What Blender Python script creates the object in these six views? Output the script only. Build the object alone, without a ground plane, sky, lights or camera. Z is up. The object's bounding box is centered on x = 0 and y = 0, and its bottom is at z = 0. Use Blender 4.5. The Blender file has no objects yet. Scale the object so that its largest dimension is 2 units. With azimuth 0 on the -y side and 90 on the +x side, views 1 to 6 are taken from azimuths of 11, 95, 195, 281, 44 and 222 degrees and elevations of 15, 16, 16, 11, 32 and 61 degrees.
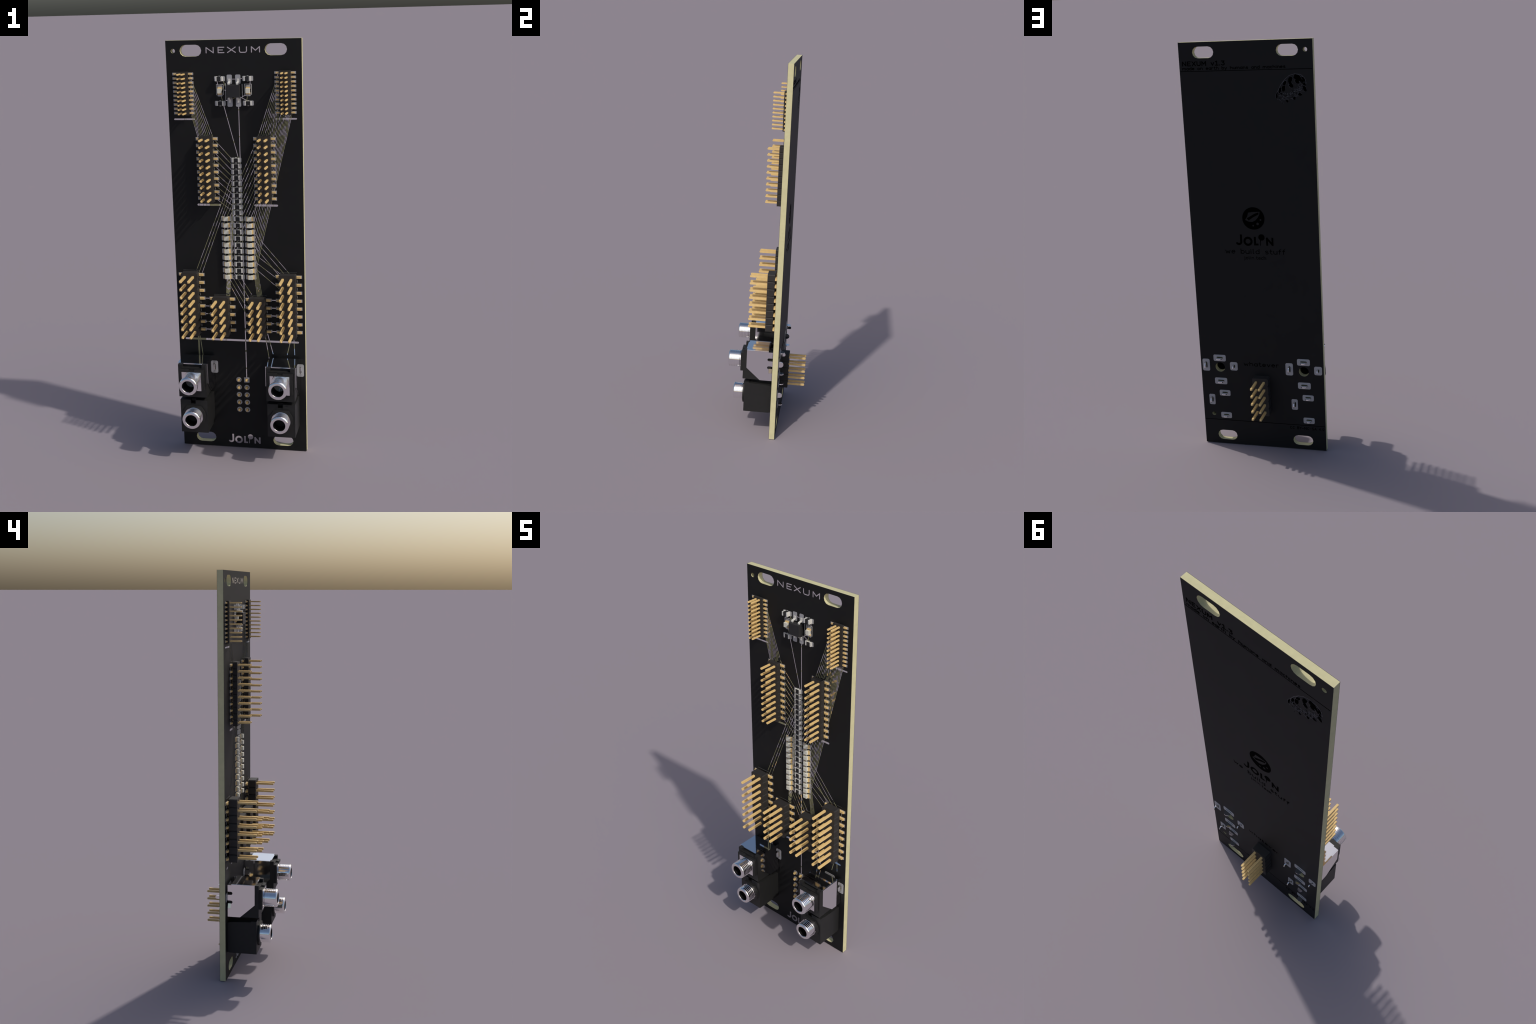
"""Tall black patch board: a printed circuit board standing on its short edge,
with gold pin headers in three pitches, rows of chip resistors and LEDs,
two stacked audio jacks and a pin header on its back.
All sizes below are in millimetres of the real board (board height 128.5 mm);
S turns them into scene metres.  x = right, z = up, front faces -y."""
import bpy, bmesh, math, random
from mathutils import Vector, Matrix

S = 2.0 / 128.5
FRONT = 2.60          # y of the front of the board
BACK = 4.55           # y of the back of the board
HALF_W = 20.13
HEIGHT = 128.5
rng = random.Random(7)
scene = bpy.context.scene


# ------------------------------------------------------------------ materials
def material(name, color, rough=0.5, metallic=0.0, spec=0.5, grain=0.0, grain_scale=60.0,
             coat=0.0, bump=0.0):
    m = bpy.data.materials.new(name)
    m.use_nodes = True
    nt = m.node_tree
    b = nt.nodes["Principled BSDF"]
    b.inputs["Roughness"].default_value = rough
    b.inputs["Metallic"].default_value = metallic
    b.inputs["Specular IOR Level"].default_value = spec
    b.inputs["Coat Weight"].default_value = coat
    tc = nt.nodes.new("ShaderNodeTexCoord")
    no = nt.nodes.new("ShaderNodeTexNoise")
    no.inputs["Scale"].default_value = grain_scale
    no.inputs["Detail"].default_value = 4.0
    nt.links.new(tc.outputs["Object"], no.inputs["Vector"])
    ramp = nt.nodes.new("ShaderNodeValToRGB")
    lo = [c * (1.0 - grain) for c in color]
    hi = [min(1.0, c * (1.0 + grain)) for c in color]
    ramp.color_ramp.elements[0].position = 0.3
    ramp.color_ramp.elements[0].color = (*lo, 1)
    ramp.color_ramp.elements[1].position = 0.7
    ramp.color_ramp.elements[1].color = (*hi, 1)
    nt.links.new(no.outputs["Fac"], ramp.inputs["Fac"])
    nt.links.new(ramp.outputs["Color"], b.inputs["Base Color"])
    if bump > 0:
        bp = nt.nodes.new("ShaderNodeBump")
        bp.inputs["Strength"].default_value = bump
        bp.inputs["Distance"].default_value = 0.001
        nt.links.new(no.outputs["Fac"], bp.inputs["Height"])
        nt.links.new(bp.outputs["Normal"], b.inputs["Normal"])
    return m


M_MASK = material("black_solder_mask", (0.0112, 0.0112, 0.0114), 0.6, spec=0.2, grain=0.06, grain_scale=9)
M_FR4 = material("fibreglass_core", (0.585, 0.55, 0.325), 0.75, spec=0.2, grain=0.05, grain_scale=40)
M_OLIVE = material("dark_olive_line", (0.30, 0.29, 0.165), 0.7, spec=0.2, grain=0.1, grain_scale=50)
M_MIRROR = material("tinned_copper", (0.93, 0.92, 0.92), 0.06, metallic=1.0)
M_PAD = material("solder_finish", (0.40, 0.40, 0.41), 0.5, metallic=0.2, spec=0.4, grain=0.05, grain_scale=50)
M_SILK = material("grey_legend_ink", (0.62, 0.62, 0.60), 0.6, grain=0.05)
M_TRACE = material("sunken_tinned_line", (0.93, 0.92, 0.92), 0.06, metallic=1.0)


def sink_at_grazing(m, start=0.45, gone=0.72):
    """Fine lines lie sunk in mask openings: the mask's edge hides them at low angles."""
    nt = m.node_tree
    b = nt.nodes["Principled BSDF"]
    lw = nt.nodes.new("ShaderNodeLayerWeight")
    lw.inputs["Blend"].default_value = 0.5
    rg = nt.nodes.new("ShaderNodeMapRange")
    rg.inputs["From Min"].default_value = start
    rg.inputs["From Max"].default_value = gone
    nt.links.new(lw.outputs["Facing"], rg.inputs["Value"])
    old = b.inputs["Base Color"].links[0].from_socket
    mix = nt.nodes.new("ShaderNodeMix")
    mix.data_type = 'RGBA'
    for sock in mix.inputs:
        if sock.type == 'RGBA' and sock.name == "A":
            nt.links.new(old, sock)
        if sock.type == 'RGBA' and sock.name == "B":
            sock.default_value = (0.0112, 0.0112, 0.0114, 1)
    nt.links.new(rg.outputs["Result"], mix.inputs[0])
    out = [o for o in mix.outputs if o.type == 'RGBA'][0]
    nt.links.new(out, b.inputs["Base Color"])
    for name, far in (("Metallic", 0.0), ("Roughness", 0.6), ("Specular IOR Level", 0.2)):
        r2 = nt.nodes.new("ShaderNodeMapRange")
        r2.inputs["To Min"].default_value = b.inputs[name].default_value
        r2.inputs["To Max"].default_value = far
        nt.links.new(rg.outputs["Result"], r2.inputs["Value"])
        nt.links.new(r2.outputs["Result"], b.inputs[name])


sink_at_grazing(M_TRACE)
sink_at_grazing(M_OLIVE)
sink_at_grazing(M_MIRROR, 0.72, 0.92)
M_FAINT = material("faint_legend_ink", (0.13, 0.13, 0.13), 0.6)
M_BLACKINK = material("black_legend_ink", (0.0004, 0.0004, 0.0004), 0.9, spec=0.02)
M_GLEAM = material("dark_grey_print_line", (0.055, 0.058, 0.07), 0.4, grain=0.4, grain_scale=120)  # dark grey for the fine lines and flecks on the creature print, paler than its black plates
M_GOLD = material("gold_plating", (0.76, 0.535, 0.225), 0.45, metallic=0.0, spec=0.4, grain=0.05, grain_scale=70)
M_HEADER = material("header_plastic", (0.030, 0.028, 0.027), 0.6, spec=0.3, grain=0.08)
M_JACK = material("jack_plastic", (0.0165, 0.0165, 0.0165), 0.5, spec=0.3, grain=0.08)
M_CHROME = material("chrome_plating", (0.94, 0.93, 0.93), 0.07, metallic=1.0)
M_DARK = material("socket_dark", (0.004, 0.004, 0.004), 0.5, spec=0.2)
M_CHIP = material("chip_epoxy", (0.022, 0.022, 0.023), 0.55, spec=0.35, grain=0.1)
M_CERAMIC = material("white_ceramic", (0.72, 0.70, 0.64), 0.6, grain=0.03)
M_FILM = material("black_resistor_film", (0.014, 0.014, 0.015), 0.5, spec=0.3)
M_TIN = material("tin_end_cap", (0.67, 0.66, 0.61), 0.45, metallic=0.0, grain=0.05)
M_LENS = material("cream_lens", (0.71, 0.70, 0.60), 0.5, spec=0.4, grain=0.03)


# ------------------------------------------------------------------ mesh kit
class Kit:
    """Collects simple solids (in mm) and turns them into one mesh."""

    def __init__(self):
        self.bm = bmesh.new()
        self.mats = []

    def _slot(self, mat):
        if mat not in self.mats:
            self.mats.append(mat)
        return self.mats.index(mat)

    def box(self, x0, x1, y0, y1, z0, z1, mat):
        return self.prism([(x0, z0), (x1, z0), (x1, z1), (x0, z1)], y0, y1, mat)

    def prism(self, pts, y0, y1, mat, back=True):
        """Polygon in the x-z plane pushed from y0 to y1."""
        i = self._slot(mat)
        area = sum(a[0] * b[1] - b[0] * a[1] for a, b in zip(pts, pts[1:] + pts[:1]))
        if area < 0:
            pts = pts[::-1]
        ya, yb = min(y0, y1), max(y0, y1)
        a = [self.bm.verts.new((x * S, ya * S, z * S)) for x, z in pts]
        b = [self.bm.verts.new((x * S, yb * S, z * S)) for x, z in pts]
        fs = [self.bm.faces.new(a)]
        fs.append(self.bm.faces.new(b[::-1]))
        n = len(pts)
        for k in range(n):
            fs.append(self.bm.faces.new((a[(k + 1) % n], a[k], b[k], b[(k + 1) % n])))
        for f in fs:
            f.material_index = i
        return a + b

    def prism_x(self, pts, x0, x1, mat):
        """Polygon in the y-z plane pushed from x0 to x1."""
        i = self._slot(mat)
        area = sum(a[0] * b[1] - b[0] * a[1] for a, b in zip(pts, pts[1:] + pts[:1]))
        if area > 0:
            pts = pts[::-1]
        xa, xb = min(x0, x1), max(x0, x1)
        a = [self.bm.verts.new((xa * S, y * S, z * S)) for y, z in pts]
        b = [self.bm.verts.new((xb * S, y * S, z * S)) for y, z in pts]
        fs = [self.bm.faces.new(a), self.bm.faces.new(b[::-1])]
        n = len(pts)
        for k in range(n):
            fs.append(self.bm.faces.new((a[(k + 1) % n], a[k], b[k], b[(k + 1) % n])))
        for f in fs:
            f.material_index = i

    def frustum(self, pts0, y0, pts1, y1, mat):
        """Loft between two equal-count polygons at y0 and y1."""
        i = self._slot(mat)
        a = [self.bm.verts.new((x * S, y0 * S, z * S)) for x, z in pts0]
        b = [self.bm.verts.new((x * S, y1 * S, z * S)) for x, z in pts1]
        n = len(a)
        fs = [self.bm.faces.new(a), self.bm.faces.new(b[::-1])]
        for k in range(n):
            fs.append(self.bm.faces.new((a[(k + 1) % n], a[k], b[k], b[(k + 1) % n])))
        for f in fs:
            f.material_index = i
        bmesh.ops.recalc_face_normals(self.bm, faces=fs)

    def lathe(self, profile, cx, cz, mat, seg=40, smooth=True, close=False):
        """Profile of (radius, y) spun round an axis along y."""
        i = self._slot(mat)
        rings = []
        for r, y in profile:
            if r < 1e-6:
                rings.append([self.bm.verts.new((cx * S, y * S, cz * S))])
            else:
                rings.append([self.bm.verts.new(((cx + r * math.cos(t * 2 * math.pi / seg)) * S, y * S,
                                                 (cz + r * math.sin(t * 2 * math.pi / seg)) * S))
                              for t in range(seg)])
        pairs = list(zip(rings, rings[1:]))
        if close:
            pairs.append((rings[-1], rings[0]))
        fs = []
        for a, b in pairs:
            for t in range(seg):
                u = (t + 1) % seg
                if len(a) == 1 and len(b) == 1:
                    continue
                if len(a) == 1:
                    fs.append(self.bm.faces.new((a[0], b[t], b[u])))
                elif len(b) == 1:
                    fs.append(self.bm.faces.new((a[t], b[0], a[u])))
                else:
                    fs.append(self.bm.faces.new((a[t], b[t], b[u], a[u])))
        for f in fs:
            f.material_index = i
            f.smooth = smooth
        bmesh.ops.recalc_face_normals(self.bm, faces=fs)

    def mesh(self, name, bevel=0.0):
        if bevel > 0:
            es = [e for e in self.bm.edges if len(e.link_faces) == 2 and e.calc_face_angle(0) > 0.6]
            bmesh.ops.bevel(self.bm, geom=es, offset=bevel * S, segments=1, affect='EDGES', clamp_overlap=True)
        me = bpy.data.meshes.new(name)
        self.bm.to_mesh(me)
        self.bm.free()
        for m in self.mats:
            me.materials.append(m)
        return me


def put(name, data, parent, x=0.0, y=0.0, z=0.0, rot=0.0):
    """Add an object; x, y, z in mm relative to the scene origin."""
    ob = bpy.data.objects.new(name, data)
    scene.collection.objects.link(ob)
    ob.parent = parent
    loc = Vector((x * S, y * S, z * S))
    if parent is not None:
        loc -= origin_of(parent)
    ob.location = loc
    ob.rotation_euler = (0, rot, 0)
    return ob


def origin_of(ob):
    v = Vector((0, 0, 0))
    while ob is not None:
        v += ob.location
        ob = ob.parent
    return v


# ------------------------------------------------------------------ outlines
def rect(cx, cz, w, h):
    return [(cx - w / 2, cz - h / 2), (cx + w / 2, cz - h / 2), (cx + w / 2, cz + h / 2), (cx - w / 2, cz + h / 2)]


def arc(cx, cz, r, a0, a1, n):
    return [(cx + r * math.cos(math.radians(a0 + (a1 - a0) * k / n)),
             cz + r * math.sin(math.radians(a0 + (a1 - a0) * k / n))) for k in range(n + 1)]


def circle(cx, cz, r, n=24):
    return arc(cx, cz, r, 0, 360 - 360 / n, n - 1)


def round_rect(cx, cz, w, h, r, n=5):
    p = []
    for sx, sz, a in ((1, 1, 0), (-1, 1, 90), (-1, -1, 180), (1, -1, 270)):
        p += arc(cx + sx * (w / 2 - r), cz + sz * (h / 2 - r), r, a, a + 90, n)
    return p


def slot(cx, cz, w, h, n=6):
    """Long hole, flat sides along the longer direction."""
    r = min(w, h) / 2
    if w >= h:
        return arc(cx + w / 2 - r, cz, r, -90, 90, n) + arc(cx - w / 2 + r, cz, r, 90, 270, n)
    return arc(cx, cz + h / 2 - r, r, 0, 180, n) + arc(cx, cz - h / 2 + r, r, 180, 360, n)


def filled(name, outer, holes, y0, y1, face_mat, wall_mat):
    """Sheet in the x-z plane with holes, from y0 to y1 (mm)."""
    cu = bpy.data.curves.new(name + "_outline", 'CURVE')
    cu.dimensions = '2D'
    cu.fill_mode = 'BOTH'
    for loop in [outer] + holes:
        sp = cu.splines.new('POLY')
        sp.points.add(len(loop) - 1)
        for q, (x, z) in zip(sp.points, loop):
            q.co = (x, z, 0, 1)
        sp.use_cyclic_u = True
    cu.extrude = abs(y1 - y0) / 2
    tmp = bpy.data.objects.new(name + "_tmp", cu)
    scene.collection.objects.link(tmp)
    bpy.context.view_layer.update()
    me = bpy.data.meshes.new_from_object(tmp.evaluated_get(bpy.context.evaluated_depsgraph_get()))
    bpy.data.objects.remove(tmp)
    bpy.data.curves.remove(cu)
    mid = (y0 + y1) / 2
    bm = bmesh.new()
    bm.from_mesh(me)
    bpy.data.meshes.remove(me)
    for v in bm.verts:
        x, z, d = v.co
        v.co = (x * S, (mid - d) * S, z * S)
    bmesh.ops.remove_doubles(bm, verts=bm.verts, dist=1e-7)
    bmesh.ops.recalc_face_normals(bm, faces=bm.faces)
    for f in bm.faces:
        f.material_index = 0 if abs(f.normal.y) > 0.7 else 1
        f.smooth = False
    out = bpy.data.meshes.new(name)
    bm.to_mesh(out)
    bm.free()
    out.materials.append(face_mat)
    out.materials.append(wall_mat)
    return out


# ------------------------------------------------------------------ the thing
thing = bpy.data.objects.new("patch_board", None)
scene.collection.objects.link(thing)
thing["label"] = "tall black circuit board with gold pin headers and chrome jacks"
thing["category"] = "circuit board"

JACK_X = 13.73
# solder slots of one stacked jack: dx, z, pad width, pad height, slot width, slot height
JACK_SLOTS = [
    (4.65, 27.35, 2.4, 4.1, 0.75, 2.2),
    (0.0, 29.9, 4.1, 2.2, 2.2, 0.75),
    (-4.6, 27.3, 2.5, 2.85, 0.75, 1.2),
    (0.0, 22.0, 4.1, 2.2, 2.2, 0.75),
    (-1.08, 17.87, 3.6, 2.0, 1.9, 0.75),
    (3.37, 15.4, 2.0, 3.6, 0.75, 1.9),
    (-1.08, 10.07, 3.6, 2.0, 1.9, 0.75),
]
BACK_ROWS = [(x, 23.32 - 2.54 * k) for k in range(5) for x in (-1.27, 1.27)]

# ---- board: fibreglass core between two thin sheets of black solder mask
outline = [(-HALF_W, 0), (HALF_W, 0), (HALF_W, HEIGHT), (-HALF_W, HEIGHT)]
holes = [slot(sx * 12.64, z, 6.5, 3.35) for sx in (-1, 1) for z in (3.0, 125.5)]
holes += [circle(-17.94, 125.5, 0.65, 14), circle(16.84, 10.35, 0.65, 14)]
for jx in (-JACK_X, JACK_X):
    holes.append(circle(jx, 26.75, 1.58, 28))
    holes += [slot(jx + dx, z, sw, sh, 5) for dx, z, pw, ph, sw, sh in JACK_SLOTS]
holes += [circle(x, z, 0.5, 14) for x, z in BACK_ROWS]
board = put("board", filled("board", outline, holes, FRONT + 0.06, BACK - 0.06, M_FR4, M_FR4), thing)
put("solder_mask", filled("solder_mask_front", outline, holes, FRONT, FRONT + 0.06, M_MASK, M_MASK), board)
put("solder_mask", filled("solder_mask_back", outline, holes, BACK - 0.06, BACK, M_MASK, M_MASK), board)


# ------------------------------------------------------------------ pads
PAD_CACHE = {}


def pad_mesh(w, h, r):
    key = (w, h, r)
    if key not in PAD_CACHE:
        k = Kit()
        k.prism(round_rect(0, 0, w, h, r, 3) if r > 0 else rect(0, 0, w, h), 0.0, -0.06, M_PAD)
        PAD_CACHE[key] = k.mesh("solder_pad")
    return PAD_CACHE[key]


def pad(parent, x, z, w, h, r=0.0, rot=0.0):
    return put("solder_pad", pad_mesh(w, h, r), parent, x, FRONT, z, rot)


# ------------------------------------------------------------------ legend lines
LEVEL = [0]


def lift():
    """Each flat mark sits a hair higher than the last, so none share a plane."""
    LEVEL[0] = (LEVEL[0] + 1) % 60
    return 0.012 + 0.0006 * LEVEL[0]


def stroke(kit, pts, w, mat, caps=True, side=1, top=None):
    """Flat ribbon with round ends along a polyline on the front (side 1) or back (-1)."""
    for (x0, z0), (x1, z1) in zip(pts, pts[1:]):
        L = math.hypot(x1 - x0, z1 - z0)
        if L < 1e-6:
            continue
        a = math.degrees(math.atan2(z1 - z0, x1 - x0))
        if caps:
            poly = arc(x1, z1, w / 2, a - 90, a + 90, 6) + arc(x0, z0, w / 2, a + 90, a + 270, 6)
        else:
            nx, nz = -(z1 - z0) / L * w / 2, (x1 - x0) / L * w / 2
            poly = [(x0 + nx, z0 + nz), (x0 - nx, z0 - nz), (x1 - nx, z1 - nz), (x1 + nx, z1 + nz)]
        h = lift() if top is None else top
        if side > 0:
            kit.prism(poly, FRONT - h, FRONT + 0.01, mat)
        else:
            kit.prism(poly, BACK - 0.01, BACK + h, mat)


def flat_shape(kit, poly, mat, side=1):
    h = lift()
    if side > 0:
        kit.prism(poly, FRONT - h, FRONT + 0.01, mat)
    else:
        kit.prism(poly, BACK - 0.01, BACK + h, mat)


# ------------------------------------------------------------------ pin headers
def header_pin(w, row_x, tip, leg_end):
    """Surface-mount pin: foot on the pad, bend, then straight out (mm from the board)."""
    k = Kit()
    t = w * 0.22
    h = w / 2
    k.box(row_x - h, leg_end - 0.12, -w, 0.0, -h, h, M_GOLD)
    k.frustum(rect(leg_end - 0.06, 0, 0.12, w), 0.0, rect(leg_end - 0.06, 0, 0.12, w), -w * 0.75, M_GOLD)
    k.box(row_x - h, row_x + h, -(tip - t * 1.3), -w, -h, h, M_GOLD)
    k.frustum(rect(row_x, 0, w, w), -(tip - t * 1.3), rect(row_x, 0, w - 2 * t, w - 2 * t), -tip, M_GOLD)
    return k.mesh("pin")


def header_outline(rows, pitch, half_w, c):
    right, left = [], []
    for k in range(rows):
        zt = (rows / 2 - k) * pitch
        zb = zt - pitch
        right += [(half_w - c, zt), (half_w, zt - c), (half_w, zb + c), (half_w - c, zb)]
    pts = []
    for q in right:
        if not pts or abs(pts[-1][0] - q[0]) + abs(pts[-1][1] - q[1]) > 1e-6:
            pts.append(q)
    return pts + [(-x, z) for x, z in pts[::-1]]


HEADER_KINDS = {
    # pitch: body half width, chamfer, body from, body to, pin width, row x, tip, leg end, pad x, pad w, pad h
    2.54: (2.54, 0.26, 0.78, 3.32, 0.64, 1.27, 9.25, 3.80, 2.525, 3.15, 1.0),
    2.0: (2.0, 0.16, 0.70, 2.05, 0.50, 1.0, 5.98, 3.08, 2.085, 2.58, 1.0),
    1.27: (1.7, 0.08, 0.12, 0.90, 0.40, 0.635, 4.42, 2.78, 1.95, 2.4, 0.74),
}
PIN_CACHE = {}
silk = Kit()


def smd_header(cx, top_z, rows, pitch):
    hw, c, d0, d1, pw, rx, tip, leg, px, padw, padh = HEADER_KINDS[pitch]
    cz = top_z - (rows - 1) * pitch / 2
    key = (rows, pitch)
    if key not in PIN_CACHE:
        k = Kit()
        k.prism(header_outline(rows, pitch, hw, c), -d1, -d0, M_HEADER)
        PIN_CACHE[key] = k.mesh("pin_header")
    if pitch not in PIN_CACHE:
        PIN_CACHE[pitch] = header_pin(pw, rx, tip, leg)
    head = put("pin_header", PIN_CACHE[key], thing, cx, FRONT, cz)
    for r in range(rows):
        z = top_z - r * pitch
        for s in (1, -1):
            pad(head, cx + s * px, z, padw, padh)
            p = put("pin", PIN_CACHE[pitch], head, cx, FRONT - 0.06, z)
            if s < 0:
                p.rotation_euler = (0, math.pi, 0)
    # printed outline dashes between the pads
    for s in (1, -1):
        for r in range(rows - 1):
            z = top_z - (r + 0.5) * pitch
            if pitch > 1.5:
                stroke(silk, [(cx + s * (hw + 0.08), z + pitch * 0.17), (cx + s * (hw + 0.08), z - pitch * 0.17)], 0.14, M_SILK, caps=False)
    if pitch > 1.5:
        for s in (1, -1):
            zz = cz + s * (rows * pitch / 2 + 0.08)
            stroke(silk, [(cx - hw - 0.05, zz), (cx + hw + 0.05, zz)], 0.07, M_FAINT, caps=False)
    return head


ROW_Z = 57.66                     # first row of the wide-pitch headers
smd_header(-15.24, 118.87, 10, 1.27)
smd_header(15.24, 118.87, 10, 1.27)
smd_header(-8.74, 99.79, 10, 2.0)
smd_header(8.74, 99.79, 10, 2.0)
smd_header(-15.24, ROW_Z, 8, 2.54)
smd_header(15.24, ROW_Z, 8, 2.54)
smd_header(-5.715, ROW_Z - 3 * 2.54, 5, 2.54)
smd_header(5.715, ROW_Z - 3 * 2.54, 5, 2.54)

# ---- power header on the back, its pins coming through to the front
k = Kit()
k.prism(header_outline(5, 2.54, 2.54, 0.26), 0.0, 2.54, M_HEADER)
power = put("pin_header", k.mesh("back_pin_header"), thing, 0, BACK, 23.32 - 5.08)
k = Kit()
TIP_BACK, TIP_FRONT = 8.55, -3.0
k.box(-0.32, 0.32, TIP_FRONT + 0.18, TIP_BACK - 0.18, -0.32, 0.32, M_GOLD)
k.frustum(rect(0, 0, 0.64, 0.64), TIP_BACK - 0.18, rect(0, 0, 0.36, 0.36), TIP_BACK, M_GOLD)
k.frustum(rect(0, 0, 0.64, 0.64), TIP_FRONT + 0.18, rect(0, 0, 0.36, 0.36), TIP_FRONT, M_GOLD)
through_pin = k.mesh("through_pin")
ring = filled("ring_pad", circle(0, 0, 0.85, 24), [circle(0, 0, 0.5, 14)], -0.06, 0.0, M_PAD, M_PAD)
square = filled("square_pad", rect(0, 0, 1.7, 1.7), [circle(0, 0, 0.5, 14)], -0.06, 0.0, M_PAD, M_PAD)
for x, z in BACK_ROWS:
    put("pin", through_pin, power, x, BACK, z)
    first = x > 0 and z > 23
    put("solder_pad", square if first else ring, power, x, FRONT, z)

# ------------------------------------------------------------------ chip parts
k = Kit()
k.box(-1.0, 1.0, -0.45, 0, -0.625, 0.625, M_CERAMIC)
RES_BODY = k.mesh("resistor")
k = Kit()
k.box(-0.64, 0.64, -0.50, -0.451, -0.615, 0.615, M_FILM)
RES_FILM = k.mesh("resistor_film")
k = Kit()
k.prism_x([(0.02, -0.64), (-0.52, -0.64), (-0.54, -0.6), (-0.54, 0.6), (-0.52, 0.64), (0.02, 0.64)], 0.655, 1.02, M_TIN)
RES_CAP = k.mesh("end_cap")
k = Kit()
k.box(-1.0, 1.0, -1.2, 0, -0.61, 0.61, M_CHIP)
TALL_BODY = k.mesh("tall_chip_part")
k = Kit()
k.prism_x([(0.02, -0.64), (-1.2, -0.64), (-1.25, -0.58), (-1.25, 0.58), (-1.2, 0.64), (0.02, 0.64)], 0.6, 1.02, M_TIN)
TALL_CAP = k.mesh("tall_end_cap")


def tall_part(x, z):
    """Chip part as wide as it is tall, with tinned ends."""
    ob = put("capacitor", TALL_BODY, thing, x, FRONT - 0.06, z)
    for s in (1, -1):
        pad(ob, x + s * 1.0, z, 1.2, 1.45, 0.25)
        c = put("end_cap", TALL_CAP, ob, x, FRONT - 0.06, z)
        if s < 0:
            c.rotation_euler = (0, math.pi, 0)
        stroke(silk, [(x - 0.28, z + s * 0.76), (x + 0.28, z + s * 0.76)], 0.13, M_SILK, caps=False)
    return ob


def resistor(x, z, rot=0.0):
    ob = put("resistor", RES_BODY, thing, x, FRONT - 0.06, z, rot)
    for s in (1, -1):
        pad(ob, x + s * 1.0, z, 1.2, 1.45, 0.25)
        c = put("end_cap", RES_CAP, ob, x, FRONT - 0.06, z)
        if s < 0:
            c.rotation_euler = (0, math.pi, 0)
    put("resistor_film", RES_FILM, ob, x, FRONT - 0.06, z)
    for s in (1, -1):
        stroke(silk, [(x - 0.28, z + s * 0.76), (x + 0.28, z + s * 0.76)], 0.13, M_SILK, caps=False)
    return ob


k = Kit()
k.box(-0.6, 0.6, -0.30, -0.02, -0.6, 0.6, M_CERAMIC)
LED_BASE = k.mesh("light_emitting_diode")
k = Kit()
k.box(0.55, 1.05, -0.36, 0, -0.625, 0.625, M_GOLD)
LED_END = k.mesh("gold_terminal")
k = Kit()
k.frustum(rect(0, 0, 1.42, 1.23), -0.361, rect(0, 0, 1.36, 1.18), -1.0, M_LENS)
LED_LENS = k.mesh("lens")


def diode(x, z, upright=False):
    ob = put("light_emitting_diode", LED_BASE, thing, x, FRONT - 0.06, z)
    if upright:
        ob.rotation_euler = (0, math.pi / 2, 0)
    bpy.context.view_layer.update()
    for s in (1, -1):
        p = bpy.data.objects.new("solder_pad", pad_mesh(1.2, 1.5, 0.25))
        scene.collection.objects.link(p)
        p.parent = ob
        p.location = (s * 1.0 * S, 0.06 * S, 0)
        t = bpy.data.objects.new("gold_terminal", LED_END)
        scene.collection.objects.link(t)
        t.parent = ob
        t.rotation_euler = (0, 0 if s > 0 else math.pi, 0)
    l = bpy.data.objects.new("lens", LED_LENS)
    scene.collection.objects.link(l)
    l.parent = ob
    return ob


COL_Z = [93.43 - 1.778 * i for i in range(10)]
LED_Z = [75.56 - 2.033 * i for i in range(10)]
for z in COL_Z + LED_Z:
    resistor(0.0, z)
for z in LED_Z:
    diode(-3.6, z)
    diode(3.62, z)

# ---- small regulator circuit near the top
CH_Z = 113.85
for sx in (-1, 1):
    tall_part(sx * 4.2, 117.35)
    resistor(sx * 4.2, 110.22)
    diode(sx * 4.2, CH_Z, upright=True)
    # printed bracket round each diode
    x0, x1 = sx * 4.2 - 1.03, sx * 4.2 + 1.03
    stroke(silk, [(x0, 112.67), (x0, 115.73), (x1, 115.73), (x1, 112.7)], 0.13, M_SILK)
k = Kit()
body_low, body_mid, body_top = rect(0, 0, 3.7, 3.4), rect(0, 0, 4.1, 3.8), rect(0, 0, 3.8, 3.5)
k.frustum(body_top, -2.1, body_mid, -1.15, M_CHIP)
k.frustum(body_mid, -1.149, body_low, -0.15, M_CHIP)
chip = put("chip", k.mesh("chip"), thing, 0.05, FRONT, CH_Z)
k = Kit()
lead = [(0.0, 0.0), (-0.25, 0.0), (-0.25, -0.95), (-0.45, -1.1), (-1.0, -1.15), (-1.1, -1.3), (-1.1, -1.75),
        (-1.32, -1.75), (-1.32, -1.2), (-1.15, -0.95), (-0.75, -0.9), (-0.5, -0.7)]
lead = [(0.0, 3.45), (-0.22, 3.45), (-0.22, 2.75), (-0.35, 2.6), (-1.1, 2.45), (-1.28, 2.25), (-1.28, 1.85),
        (-1.0, 1.85), (-1.0, 2.15), (-0.9, 2.22), (-0.2, 2.36), (0.0, 2.6)]
k.prism_x([(y, z) for y, z in lead], -0.3, 0.3, M_TIN)
LEAD = k.mesh("lead")
for sx in (-1.27, 1.27):
    for sz in (1, -1):
        pad(chip, sx, CH_Z + sz * 3.3, 1.55, 2.7, 0.35)
        l = put("lead", LEAD, chip, sx, FRONT - 0.06, CH_Z)
        if sz < 0:
            l.rotation_euler = (0, math.pi, 0)
stroke(silk, [(-2.5, 115.95), (-2.5, 111.0)], 0.14, M_SILK)
stroke(silk, [(2.48, 115.7), (2.48, 111.9)], 0.14, M_SILK)

# ------------------------------------------------------------------ traces
metal = Kit()
bare = Kit()


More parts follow.
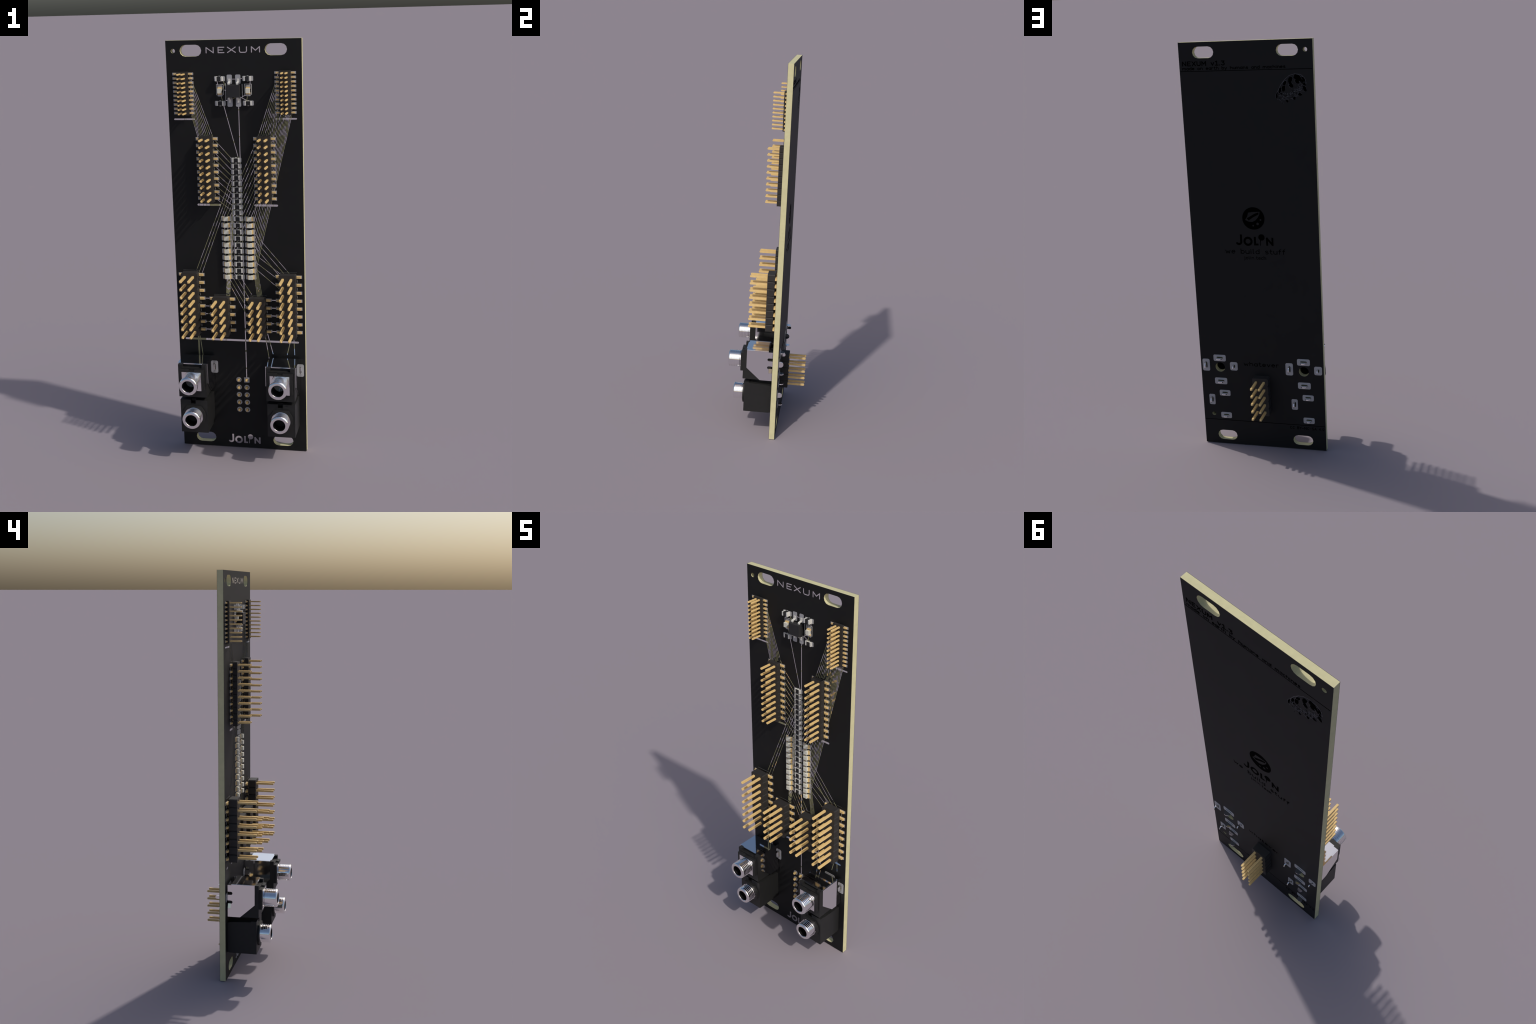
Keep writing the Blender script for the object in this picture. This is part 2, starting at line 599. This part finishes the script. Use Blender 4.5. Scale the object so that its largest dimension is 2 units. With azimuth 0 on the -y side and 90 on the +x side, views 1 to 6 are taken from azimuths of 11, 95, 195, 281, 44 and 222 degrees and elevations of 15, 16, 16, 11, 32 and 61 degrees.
def trace(x0, z0, x1, z1, w=0.13, olive_share=0.5, run=(1.2, 4.0)):
    """A fine line of tinned copper and dark olive dashes by turns."""
    if 0.25 < olive_share < 0.7:
        olive_share += 0.08
    L = math.hypot(x1 - x0, z1 - z0)
    t = -rng.random() * run[1]
    shiny = rng.random() > olive_share
    while t < L:
        span = rng.uniform(*run) * (2 * (1 - olive_share) if shiny else 2 * olive_share)
        a, b = max(t, 0.0), min(t + span, L)
        if b - a > 0.02:
            p = (x0 + (x1 - x0) * a / L, z0 + (z1 - z0) * a / L)
            q = (x0 + (x1 - x0) * b / L, z0 + (z1 - z0) * b / L)
            stroke(metal if shiny else bare, [p, q], w, M_TRACE if shiny else M_OLIVE, caps=False)
        t += span
        shiny = not shiny


F127 = [118.87 - 1.27 * i for i in range(10)]
F200 = [99.79 - 2.0 * i for i in range(10)]
for i in range(10):
    trace(-13.29, F127[i], -6.65, F200[i], olive_share=0.45)          # left fine header to left middle header
    trace(13.29, F127[i], 6.65, F200[i], olive_share=0.55)            # right fine header to right middle header
    trace(17.19, F127[i], 4.65, LED_Z[i], olive_share=0.4)            # right fine header to right diodes
    trace(-6.65, F200[i], -1.0, COL_Z[i], olive_share=0.55)           # left middle header to resistors
    trace(6.65, F200[i], -4.6, LED_Z[i], olive_share=0.55)            # right middle header to left diodes
    trace(-2.6, LED_Z[i], -1.0, LED_Z[i] + 0.1, olive_share=0.6)
# resistor column to the left wide header (three) and the short left header (five)
for i, (xe, ze) in enumerate(((-14.1, 57.8), (-13.1, 57.6), (-12.6, 56.2))):
    trace(-1.0, COL_Z[2 + i], xe, ze, olive_share=0.5)
for i in range(5):
    trace(-1.0, COL_Z[5 + i], -3.95 + 0.26 * i, 56.6, w=0.2, olive_share=0.8)
    trace(-3.95 + 0.26 * i, 56.6, -4.35 + 0.26 * i, 51.0, w=0.22, olive_share=0.6, run=(0.5, 1.2))
# right diodes to the short right header
for i in range(5):
    trace(4.7, LED_Z[5 + i], 6.95 - 0.38 * i, 50.6, olive_share=0.92)
# right diodes to the right wide header
for z0, xe, ze in ((71.5, 16.3, 57.7), (69.46, 14.5, 57.8), (67.43, 12.6, 57.6)):
    trace(4.65, z0, xe, ze, olive_share=0.3)
for z0, xe, ze in ((64.8, 12.7, 58.5), (62.4, 12.7, 56.2), (60.3, 12.7, 53.4)):
    trace(4.65, z0, xe, ze, olive_share=0.5)
# left diodes across to the short right header
for x0, z0, xe, ze in ((-4.4, 57.1, 2.0, 44.7), (-3.9, 57.9, 2.0, 47.3), (-2.7, 58.0, 2.9, 47.9),
                       (-2.2, 59.5, 2.9, 50.2), (-2.2, 61.3, 4.0, 51.1)):
    trace(x0, z0, xe, ze, olive_share=0.5)
# bus down the middle to the power header, and the feed from the regulator
trace(1.27, 110.0, 1.26, 94.0, w=0.22, olive_share=0.06)
trace(1.27, 94.0, 1.27, 57.0, w=0.2, olive_share=0.8)
trace(1.27, 57.0, 1.28, 23.9, w=0.24, olive_share=0.12)
trace(-3.4, 110.4, 0.72, 94.0, w=0.18, olive_share=0.12)
# ties between the wide and the short headers
for r in range(5):
    z = ROW_Z - (3 + r) * 2.54
    for sx in (-1, 1):
        trace(sx * 11.3, z, sx * 9.6, z, w=0.2, olive_share=0.25)
# links inside the regulator circuit
for a in ((-5.0, 116.9, -4.75, 115.4), (-3.1, 116.8, -2.6, 115.2), (-3.6, 114.4, -2.4, 113.9), (-3.9, 112.4, -3.4, 110.6),
          (-0.6, 117.2, 0.6, 117.2), (1.9, 117.3, 3.0, 117.4), (4.95, 116.8, 4.8, 115.4), (2.4, 112.1, 3.6, 112.6),
          (4.0, 112.3, 3.7, 110.8), (1.9, 112.0, 3.9, 110.9), (-2.5, 111.0, -1.8, 111.15), (-0.6, 111.5, 0.6, 111.9)):
    trace(*a, w=0.17, olive_share=0.35)
# jack feeds
for a in ((-13.95, 37.6, -13.9, 28.5), (-13.7, 37.6, -13.65, 28.5), (-13.35, 37.6, -12.65, 31.4), (-12.65, 31.4, -13.4, 28.0),
          (7.62, 38.0, 9.0, 28.4), (8.3, 39.2, 9.95, 32.4), (15.5, 37.0, 14.35, 32.2), (16.58, 37.4, 16.77, 32.0)):
    trace(*a, w=0.2, olive_share=0.99 if a[0] < 0 else 0.3)
# thick bars under the headers
for x0, x1, z, w in ((-18.25, -12.25, 105.62, 0.46), (12.2, 18.28, 105.6, 0.46),
                     (-12.1, -5.45, 79.75, 0.62), (5.5, 12.1, 79.75, 0.62), (-17.8, 17.8, 36.55, 0.62)):
    stroke(metal, [(x0, z), (x1, z)], w, M_MIRROR, top=0.008)
for x0, x1, z, w in ((-16.1, -11.4, 36.55, 0.6), (12.2, 14.3, 105.6, 0.44), (-8.6, -5.5, 79.75, 0.6)):
    stroke(bare, [(x0, z), (x1, z)], w, M_OLIVE, caps=False, top=0.010)
for z, w, xs in ((105.62, 0.44, (-15.3, -14.9)), (79.75, 0.6, (-11.9, -10.6, -9.6, -9.2, 5.6, 9.1, 9.6, 10.9)),
                 (36.55, 0.6, (-10.6, -10.2, -5.1, -4.8, 8.1, 8.5, 15.8, 17.5))):
    for x in xs:
        stroke(bare, [(x, z), (x + 0.12, z)], w, M_OLIVE, caps=False, top=0.010)

# ------------------------------------------------------------------ lettering
def wordmark(kit, ox, oz, k_, mat, side):
    """Bold five-letter word with a balloon-shaped fourth letter; side -1 mirrors it for the back."""
    def T(pts):
        return [(ox + side * x * k_, oz + z * k_) for x, z in pts]
    w = 0.56 * k_
    stroke(kit, T([(-3.75, 2.95), (-3.75, 1.0)]), w, mat, caps=False, side=side)
    stroke(kit, T(arc(-4.42, 0.95, 0.67, 0, -140, 8)), w, mat, side=side)
    n = 28
    ring_o, ring_i = circle(-1.85, 1.1, 1.27, n), circle(-1.85, 1.1, 0.68, n)
    h = lift()
    for t in range(n):
        u = (t + 1) % n
        q = T([ring_o[t], ring_o[u], ring_i[u], ring_i[t]])
        if side > 0:
            kit.prism(q, FRONT - h, FRONT + 0.01, mat)
        else:
            kit.prism(q, BACK - 0.01, BACK + h, mat)
    stroke(kit, T([(0.1, 2.38), (0.1, 0.0)]), w, mat, caps=False, side=side)
    stroke(kit, T([(0.1, 0.26), (1.05, 0.26)]), 0.5 * k_, mat, caps=False, side=side)
    balloon = arc(1.95, 2.25, 0.88, -75, 195, 18) + [(1.45, 1.55), (1.62, 1.3), (1.8, 1.38)]
    flat_shape(kit, T(balloon), mat, side)
    stroke(kit, T([(1.66, 1.4), (1.55, 0.7), (1.56, 0.0)]), 0.2 * k_, mat, caps=False, side=side)
    stroke(kit, T([(3.45, 0.0), (3.45, 2.22)]), 0.5 * k_, mat, caps=False, side=side)
    stroke(kit, T([(3.32, 2.1), (5.05, 0.1)]), 0.5 * k_, mat, caps=False, side=side)
    stroke(kit, T([(4.95, 0.0), (4.95, 2.22)]), 0.5 * k_, mat, caps=False, side=side)


word = Kit()
zt, zb, zm, W = 126.32, 124.8, 125.56, 0.27
stroke(word, [(-7.92, zb), (-7.92, zt), (-5.78, zb), (-5.78, zt)], W, M_MIRROR)
stroke(word, [(-2.62, zt), (-4.33, zt), (-4.33, zb), (-2.62, zb)], W, M_MIRROR)
stroke(word, [(-4.33, zm), (-3.02, zm)], W, M_MIRROR)
stroke(word, [(-1.55, zt), (0.78, zb)], W, M_MIRROR)
stroke(word, [(-1.55, zb), (0.78, zt)], W, M_MIRROR)
stroke(word, [(1.98, zt), (1.98, 125.25)] + arc(2.5, 125.3, 0.52, 185, 270, 4) + arc(3.55, 125.3, 0.52, 270, 355, 4) + [(4.08, zt)], W, M_MIRROR)
stroke(word, [(5.52, zb), (5.52, zt), (6.7, 125.3), (7.9, zt), (7.9, zb)], W, M_MIRROR)
put("lettering", word.mesh("title_lettering"), thing)
logo = Kit()
wordmark(logo, 0.0, 1.5, 1.0, M_MIRROR, 1)
put("lettering", logo.mesh("wordmark_lettering"), thing)

# ---- back legend, black ink
ink = Kit()
wordmark(ink, -0.02, 67.5, 1.135, M_BLACKINK, -1)
stroke(ink, [(-19.75, 120.11), (19.85, 120.11)], 0.16, M_BLACKINK, side=-1)
stroke(ink, [(-19.8, 8.35), (19.9, 8.35)], 0.16, M_BLACKINK, side=-1)
put("lettering", ink.mesh("back_wordmark"), thing)

# round badge with a seed shape and three dots left open
def seen_from_back(pts):
    return [(-u, z) for u, z in pts]


seed = [(-1.6, 77.75), (-0.3, 77.95), (1.2, 78.05), (2.05, 78.05), (1.95, 77.2), (1.4, 76.2), (0.6, 75.3), (-0.4, 74.85), (-1.5, 74.9), (-2.65, 75.45), (-2.0, 76.4), (-1.75, 77.1)]
bar = [(-2.05, 75.95), (-1.5, 75.3), (0.0, 76.35), (1.65, 77.2), (1.7, 77.85), (0.3, 77.35)]
badge_holes = [seen_from_back(seed)] + [seen_from_back(circle(u, z, r, 12)) for u, z, r in ((2.21, 75.52, 0.3), (1.27, 74.26, 0.42), (-0.15, 73.7, 0.28))]
put("badge", filled("badge", seen_from_back(circle(0.0, 75.95, 3.48, 48)), badge_holes, BACK - 0.01, BACK + 0.03, M_BLACKINK, M_BLACKINK), thing)
k = Kit()
flat_shape(k, seen_from_back(bar), M_BLACKINK, -1)
put("badge", k.mesh("badge_bar"), thing)


# single-stroke lettering: each glyph is its width and a few pen paths (x-height 0.66, cap height 1)
def ring_path(cx, cz, rx, rz, a0, a1, n=10):
    return [(cx + rx * math.cos(math.radians(a0 + (a1 - a0) * t / n)), cz + rz * math.sin(math.radians(a0 + (a1 - a0) * t / n))) for t in range(n + 1)]


BOWL = ring_path(0.25, 0.33, 0.25, 0.33, 0, 360, 14)
ARCH = [(0, 0.66), (0, 0), (0, 0.42)] + ring_path(0.25, 0.41, 0.25, 0.25, 180, 0, 6) + [(0.5, 0)]
SMALL_S = ring_path(0.24, 0.5, 0.2, 0.16, 40, 250, 7) + ring_path(0.24, 0.17, 0.22, 0.17, 80, -140, 7)
GLYPHS = {
    "N": (0.7, [[(0, 0), (0, 1), (0.62, 0), (0.62, 1)]]),
    "E": (0.6, [[(0.52, 1), (0, 1), (0, 0), (0.52, 0)], [(0, 0.5), (0.4, 0.5)]]),
    "X": (0.65, [[(0, 0), (0.6, 1)], [(0, 1), (0.6, 0)]]),
    "U": (0.66, [[(0, 1), (0, 0.3)] + ring_path(0.3, 0.3, 0.3, 0.3, 180, 360, 8) + [(0.6, 1)]]),
    "M": (0.75, [[(0, 0), (0, 1), (0.34, 0.35), (0.68, 1), (0.68, 0)]]),
    "v": (0.5, [[(0, 0.66), (0.24, 0), (0.48, 0.66)]]),
    "1": (0.5, [[(0.05, 0.85), (0.28, 1), (0.28, 0)], [(0.02, 0), (0.52, 0)]]),
    ".": (0.15, [[(0.06, 0), (0.06, 0.06)]]),
    "3": (0.56, [[(0, 1), (0.5, 1), (0.24, 0.6)] + ring_path(0.24, 0.3, 0.28, 0.3, 80, -150, 8)]),
    "m": (0.82, [[(0, 0), (0, 0.66), (0, 0.45)] + ring_path(0.2, 0.46, 0.2, 0.2, 180, 0, 6) + [(0.4, 0), (0.4, 0.45)] + ring_path(0.6, 0.46, 0.2, 0.2, 180, 0, 6) + [(0.8, 0)]]),
    "a": (0.5, [BOWL, [(0.5, 0.66), (0.5, 0)]]),
    "d": (0.5, [BOWL, [(0.5, 1), (0.5, 0)]]),
    "b": (0.5, [BOWL, [(0, 1), (0, 0)]]),
    "o": (0.5, [BOWL]),
    "e": (0.5, [[(0.02, 0.36), (0.5, 0.36)] + ring_path(0.25, 0.33, 0.25, 0.33, 10, 315, 12)]),
    "c": (0.45, [ring_path(0.25, 0.33, 0.25, 0.33, 50, 310, 10)]),
    "n": (0.5, [ARCH]),
    "h": (0.5, [ARCH, [(0, 0.5), (0, 1)]]),
    "r": (0.35, [[(0, 0.66), (0, 0), (0, 0.4)] + ring_path(0.25, 0.4, 0.25, 0.25, 180, 70, 5)]),
    "t": (0.36, [[(0.14, 0.95), (0.14, 0.15), (0.22, 0.02), (0.36, 0.0)], [(0, 0.66), (0.34, 0.66)]]),
    "y": (0.48, [[(0, 0.66), (0.24, 0.03)], [(0.48, 0.66), (0.2, -0.18), (0.05, -0.3)]]),
    "u": (0.5, [[(0, 0.66), (0, 0.25)] + ring_path(0.25, 0.25, 0.25, 0.25, 180, 360, 6) + [(0.5, 0.66), (0.5, 0)]]),
    "s": (0.46, [SMALL_S]),
    "i": (0.12, [[(0.05, 0), (0.05, 0.66)], [(0.05, 0.9), (0.05, 0.96)]]),
    "j": (0.2, [[(0.12, 0.66), (0.12, -0.2), (-0.02, -0.3)], [(0.12, 0.9), (0.12, 0.96)]]),
    "l": (0.2, [[(0.03, 1), (0.03, 0.12), (0.14, 0)]]),
    "w": (0.7, [[(0, 0.66), (0.16, 0), (0.34, 0.5), (0.52, 0), (0.68, 0.66)]]),
    "f": (0.36, [[(0.14, 0), (0.14, 0.85), (0.22, 0.98), (0.36, 1)], [(0, 0.66), (0.32, 0.66)]]),
    "C": (0.62, [ring_path(0.33, 0.5, 0.32, 0.5, 50, 310, 12)]),
    "B": (0.58, [[(0, 0.52), (0, 1), (0.3, 1)] + ring_path(0.3, 0.76, 0.22, 0.24, 90, -90, 6) + [(0, 0.52), (0, 0), (0.3, 0)] + ring_path(0.3, 0.26, 0.26, 0.26, -90, 90, 6)]),
    "Y": (0.6, [[(0, 1), (0.28, 0.48), (0.56, 1)], [(0.28, 0.48), (0.28, 0)]]),
    "-": (0.55, [[(0, 0.42), (0.5, 0.42)]]),
    "S": (0.56, [ring_path(0.28, 0.75, 0.26, 0.25, 40, 250, 8) + ring_path(0.27, 0.26, 0.27, 0.26, 80, -140, 8)]),
    "A": (0.6, [[(0, 0), (0.29, 1), (0.58, 0)], [(0.1, 0.33), (0.48, 0.33)]]),
    "4": (0.56, [[(0.4, 0), (0.4, 1), (0, 0.3), (0.52, 0.3)]]),
    "0": (0.54, [ring_path(0.26, 0.5, 0.24, 0.5, 0, 360, 14)]),
    " ": (0.45, []),
}


def back_text(body, u0, u1, z0, cap, weight):
    """One line of stroke lettering on the back, stretched from u0 to u1 as read from behind."""
    kit = Kit()
    gap = 0.24
    total = sum(GLYPHS[c][0] + gap for c in body) - gap
    k_ = (u1 - u0) / total
    pen = u0
    for c in body:
        w, paths = GLYPHS[c]
        for path in paths:
            stroke(kit, seen_from_back([(pen + x * k_, z0 + z * cap) for x, z in path]), weight, M_BLACKINK, side=-1)
        pen += (w + gap) * k_
    put("lettering", kit.mesh("legend"), thing)


back_text("NEXUM v1.3", -19.1, -6.15, 121.75, 1.15, 0.26)
back_text("made on earth by humans and machines", -19.2, 11.95, 120.52, 0.82, 0.17)
back_text("we build stuff", -9.4, 9.4, 64.85, 1.45, 0.2)
back_text("jolin.tech", -3.5, 3.3, 63.05, 1.0, 0.14)
back_text("whatever", -5.7, 5.6, 27.75, 1.3, 0.2)
back_text("CC BY-NC-SA 4.0", 8.55, 19.6, 6.9, 0.8, 0.13)

# ---- printed plump eight-legged water creature, upper corner of the back
creature = Kit()


def blob(kit, u, z, ru, rz, tilt, mat, rough=0.12, n=20):
    ph = [rng.uniform(0, 6.28) for _ in range(3)]
    pts = []
    for t in range(n):
        a = t * 2 * math.pi / n
        r = 1 + rough * (math.sin(2 * a + ph[0]) * 0.5 + math.sin(3 * a + ph[1]) * 0.5 + math.sin(5 * a + ph[2]) * 0.4)
        x, y = ru * r * math.cos(a), rz * r * math.sin(a)
        c, s = math.cos(math.radians(tilt)), math.sin(math.radians(tilt))
        pts.append((u + x * c - y * s, z + x * s + y * c))
    flat_shape(kit, seen_from_back(pts), mat, -1)
    stroke(kit, seen_from_back(pts[: n - n // 4]), 0.055, M_GLEAM, side=-1)


for u, z, ru, rz, tilt in ((15.5, 117.65, 1.35, 0.8, -25), (16.8, 116.9, 0.85, 1.15, 20), (15.3, 116.55, 0.75, 0.5, -35), (17.35, 115.75, 0.42, 0.6, 5),
                           (13.3, 117.2, 0.6, 0.95, -25), (13.45, 115.5, 0.7, 0.62, 0), (13.2, 116.2, 0.55, 0.4, 0),
                           (11.5, 116.0, 0.5, 1.0, -28), (11.2, 114.7, 0.55, 0.95, -10), (10.1, 114.2, 0.42, 0.9, -15), (10.4, 113.2, 0.3, 0.4, 0),
                           (9.1, 112.8, 0.32, 0.9, -12), (17.35, 114.75, 0.5, 0.6, 10), (17.6, 114.1, 0.48, 0.42, 0),
                           (15.95, 112.95, 0.62, 0.5, 0), (14.3, 111.9, 0.4, 0.62, -30), (12.1, 111.1, 0.3, 0.5, 20)):
    blob(creature, u, z, ru, rz, tilt, M_BLACKINK)
back_curve = [(8.8, 112.2), (9.4, 113.9), (10.3, 115.6), (11.6, 117.2), (13.0, 118.3), (14.6, 118.75), (16.4, 118.55), (17.6, 117.4), (17.95, 116.0)]
stroke(creature, seen_from_back(back_curve), 0.1, M_GLEAM, side=-1)
for _ in range(260):
    t = rng.random()
    u, z = 9.5 + 7.4 * t + rng.gauss(0, 0.35), 112.0 + 3.2 * t - 0.7 * math.sin(t * 3) + rng.gauss(0, 0.75)
    a = rng.uniform(-0.9, 0.5)
    l = rng.uniform(0.1, 0.4)
    stroke(creature, seen_from_back([(u, z), (u + l * math.cos(a), z + l * math.sin(a))]), rng.uniform(0.04, 0.1), M_GLEAM if rng.random() < 0.7 else M_BLACKINK, side=-1)
put("creature_print", creature.mesh("creature_print"), thing)

for nm, kit in (("tinned_trace", metal), ("olive_trace", bare), ("printed_outline", silk)):
    ob = put(nm, kit.mesh(nm), thing)
    ob["kind"] = "stuff"


# ------------------------------------------------------------------ audio jacks
def barrel(y_front, y_back):
    """Threaded chrome bush with a round mouth, axis along y, centred on x = z = 0."""
    k = Kit()
    prof = [(1.82, y_front + 3.2), (1.82, y_front + 0.14), (1.9, y_front + 0.02), (2.0, y_front), (2.38, y_front), (2.62, y_front + 0.08), (2.82, y_front + 0.28), (2.92, y_front + 0.5), (2.92, y_front + 0.58)]
    y = y_front + 0.6
    while y < y_back - 0.75:
        prof += [(2.82, y), (2.82, y + 0.49), (2.91, y + 0.51), (2.91, y + 0.55), (2.82, y + 0.57)]
        y += 0.58
    prof += [(2.82, y_back - 0.55), (2.62, y_back - 0.5), (2.62, y_back - 0.25), (2.95, y_back - 0.22), (2.95, y_back)]
    k.lathe(prof, 0, 0, M_CHROME, seg=56)
    me = k.mesh("threaded_barrel")
    me.set_sharp_from_angle(angle=math.radians(28))
    return me


def lining(y_front):
    k = Kit()
    k.lathe([(1.80, y_front + 0.2), (1.80, y_front + 6.0), (0, y_front + 6.0)], 0, 0, M_DARK, seg=40)
    k.box(-0.12, 0.12, y_front + 3.6, y_front + 3.8, -1.6, -1.0, M_CHROME)
    return k.mesh("socket_lining")


UP_Z, LOW_Z = 26.62, 14.6
UP_TIP, LOW_TIP = -13.12, -11.05
BARREL_UP, BARREL_LOW = barrel(UP_TIP, -8.7), barrel(LOW_TIP, -7.6)
LINE_UP, LINE_LOW = lining(UP_TIP), lining(LOW_TIP)

# upper plastic: block inside the shell, front frame, raised face
k = Kit()
k.box(-4.36, 4.36, -6.3, -3.0, 21.05, 31.45, M_JACK)
k.box(-4.36, -1.75, -2.999, 2.1, 21.05, 28.499, M_JACK)      # hollow behind the round board hole
k.box(1.75, 4.36, -2.999, 2.1, 21.05, 28.499, M_JACK)
k.box(-1.749, 1.749, -2.999, 2.1, 21.05, 25.0, M_JACK)
k.box(-4.36, 4.36, -2.999, 0.8, 28.5, 31.45, M_JACK)
k.box(-4.37, 4.37, -7.64, -6.301, 21.05, 30.62, M_JACK)
for s in (-1, 1):
    k.box(s * 3.08, s * 4.37, -7.64, -6.301, 30.62, 31.62, M_JACK)
k.box(-3.9, 3.9, -8.6, -7.641, 23.75, 29.85, M_JACK)
k.box(-3.9, -0.85, -8.6, -7.641, 29.851, 30.25, M_JACK)
k.box(0.85, 3.9, -8.6, -7.641, 29.851, 30.25, M_JACK)
UPPER = k.mesh("upper_housing", bevel=0.05)
# lower plastic
k = Kit()
notch = [(-4.3, 8.9), (4.3, 8.9), (4.3, 19.75), (0.55, 19.75), (0.55, 18.5), (-1.0, 18.5), (-1.0, 19.75), (-4.3, 19.75)]
k.prism(notch, -6.95, -5.2, M_JACK)
k.prism_x([(-5.199, 8.9), (1.95, 8.9), (1.95, 19.1), (-5.199, 19.5)], -4.3, 4.3, M_JACK)
k.box(-4.26, 4.26, 1.951, FRONT - 0.07, 9.0, 18.9, M_JACK)
flange = [p for p in arc(0, LOW_Z, 3.7, -40, 40, 10)] + [(2.3, 17.95), (-2.3, 17.95)] + arc(0, LOW_Z, 3.7, 140, 220, 10) + [(-1.6, 11.0), (1.6, 11.0)]
k.prism(flange, -7.6, -6.951, M_JACK)
LOWER = k.mesh("lower_housing", bevel=0.05)
# square chrome plate behind the upper barrel
k = Kit()
k.box(-3.02, 3.02, -8.72, -8.55, 23.6, 29.6, M_CHROME)
PLATE = k.mesh("face_plate", bevel=0.03)
# folded metal shell: two cheeks with two rear notches, and a roof with a front lip
k = Kit()
cheek = ([(-6.42, 25.3), (-1.7, 21.08), (2.42, 21.08), (2.42, 23.87), (1.25, 23.87), (1.25, 25.4)]
         + arc(1.2, 25.92, 0.52, -90, -270, 6)[1:-1] + [(1.28, 26.44), (2.42, 26.44)]
         + [(2.42, 28.3), (1.28, 28.3)] + arc(1.2, 28.82, 0.52, -90, -270, 6)[1:-1] + [(1.28, 29.34), (2.42, 29.34)]
         + [(2.42, 31.5), (1.0, 31.5), (1.0, 31.72), (-6.42, 31.72)])
for s in (-1, 1):
    k.prism_x(cheek, s * 4.42, s * 4.72, M_CHROME)
k.box(-4.418, 4.418, -6.42, 1.0, 31.48, 31.75, M_CHROME)
k.box(-3.02, 3.02, -6.72, -6.42, 31.49, 31.74, M_CHROME)
SHELL = k.mesh("metal_shell", bevel=0.035)
k = Kit()
for s in (-1, 1):
    k.prism([(s * 4.37, 0.72), (s * 4.4, 0.72), (s * 4.71, -0.77), (s * 4.37, -0.77)], 1.27, 2.35, M_CHROME)
WEDGE = k.mesh("spring_clip")

TAB_CACHE = {}


def tab(width, upright):
    """Thin tinned leg with a rounded end, sticking out of the back."""
    key = (width, upright)
    if key not in TAB_CACHE:
        k = Kit()
        r = width / 2
        end = BACK + 1.65
        ps = [(FRONT - 0.4, -r), (end - r, -r)] + [(end - r + r * math.cos(math.radians(a)), r * math.sin(math.radians(a))) for a in range(-75, 76, 15)] + [(end - r, r), (FRONT - 0.4, r)]
        if upright:
            k.prism_x(ps, -0.15, 0.15, M_CHROME)
        else:
            k.prism_x(ps, -0.15, 0.15, M_CHROME)
            bmesh.ops.rotate(k.bm, verts=k.bm.verts, cent=(0, 0, 0), matrix=Matrix.Rotation(math.pi / 2, 3, 'Y'))
        TAB_CACHE[key] = k.mesh("solder_tab")
    return TAB_CACHE[key]


RING_CACHE = {}


def slot_pad(w, h, sw, sh, y0, y1):
    key = (w, h, y0)
    if key not in RING_CACHE:
        RING_CACHE[key] = filled("slot_pad", round_rect(0, 0, w, h, min(w, h) * 0.22, 4), [slot(0, 0, sw, sh, 5)], y0, y1, M_PAD, M_PAD)
    return RING_CACHE[key]


for jx in (-JACK_X, JACK_X):
    jack = put("audio_jack", LOWER, thing, jx, 0, 0)
    put("upper_housing", UPPER, jack, jx)
    put("metal_shell", SHELL, jack, jx)
    put("face_plate", PLATE, jack, jx)
    put("threaded_barrel", BARREL_UP, jack, jx, 0, UP_Z)
    put("threaded_barrel", BARREL_LOW, jack, jx, 0, LOW_Z)
    put("socket_lining", LINE_UP, jack, jx, 0, UP_Z)
    put("socket_lining", LINE_LOW, jack, jx, 0, LOW_Z)
    put("spring_clip", WEDGE, jack, jx, 0, 24.65)
    for dx, z, pw, ph, sw, sh in JACK_SLOTS:
        put("solder_pad", slot_pad(pw, ph, sw, sh, 0.0, 0.06), jack, jx + dx, BACK, z)
        if z > 25:
            put("solder_pad", slot_pad(pw, ph, sw, sh, -0.06, 0.0), jack, jx + dx, FRONT, z)
        put("solder_tab", tab(max(sw, sh) * 0.9, sh > sw), jack, jx + dx, 0, z)
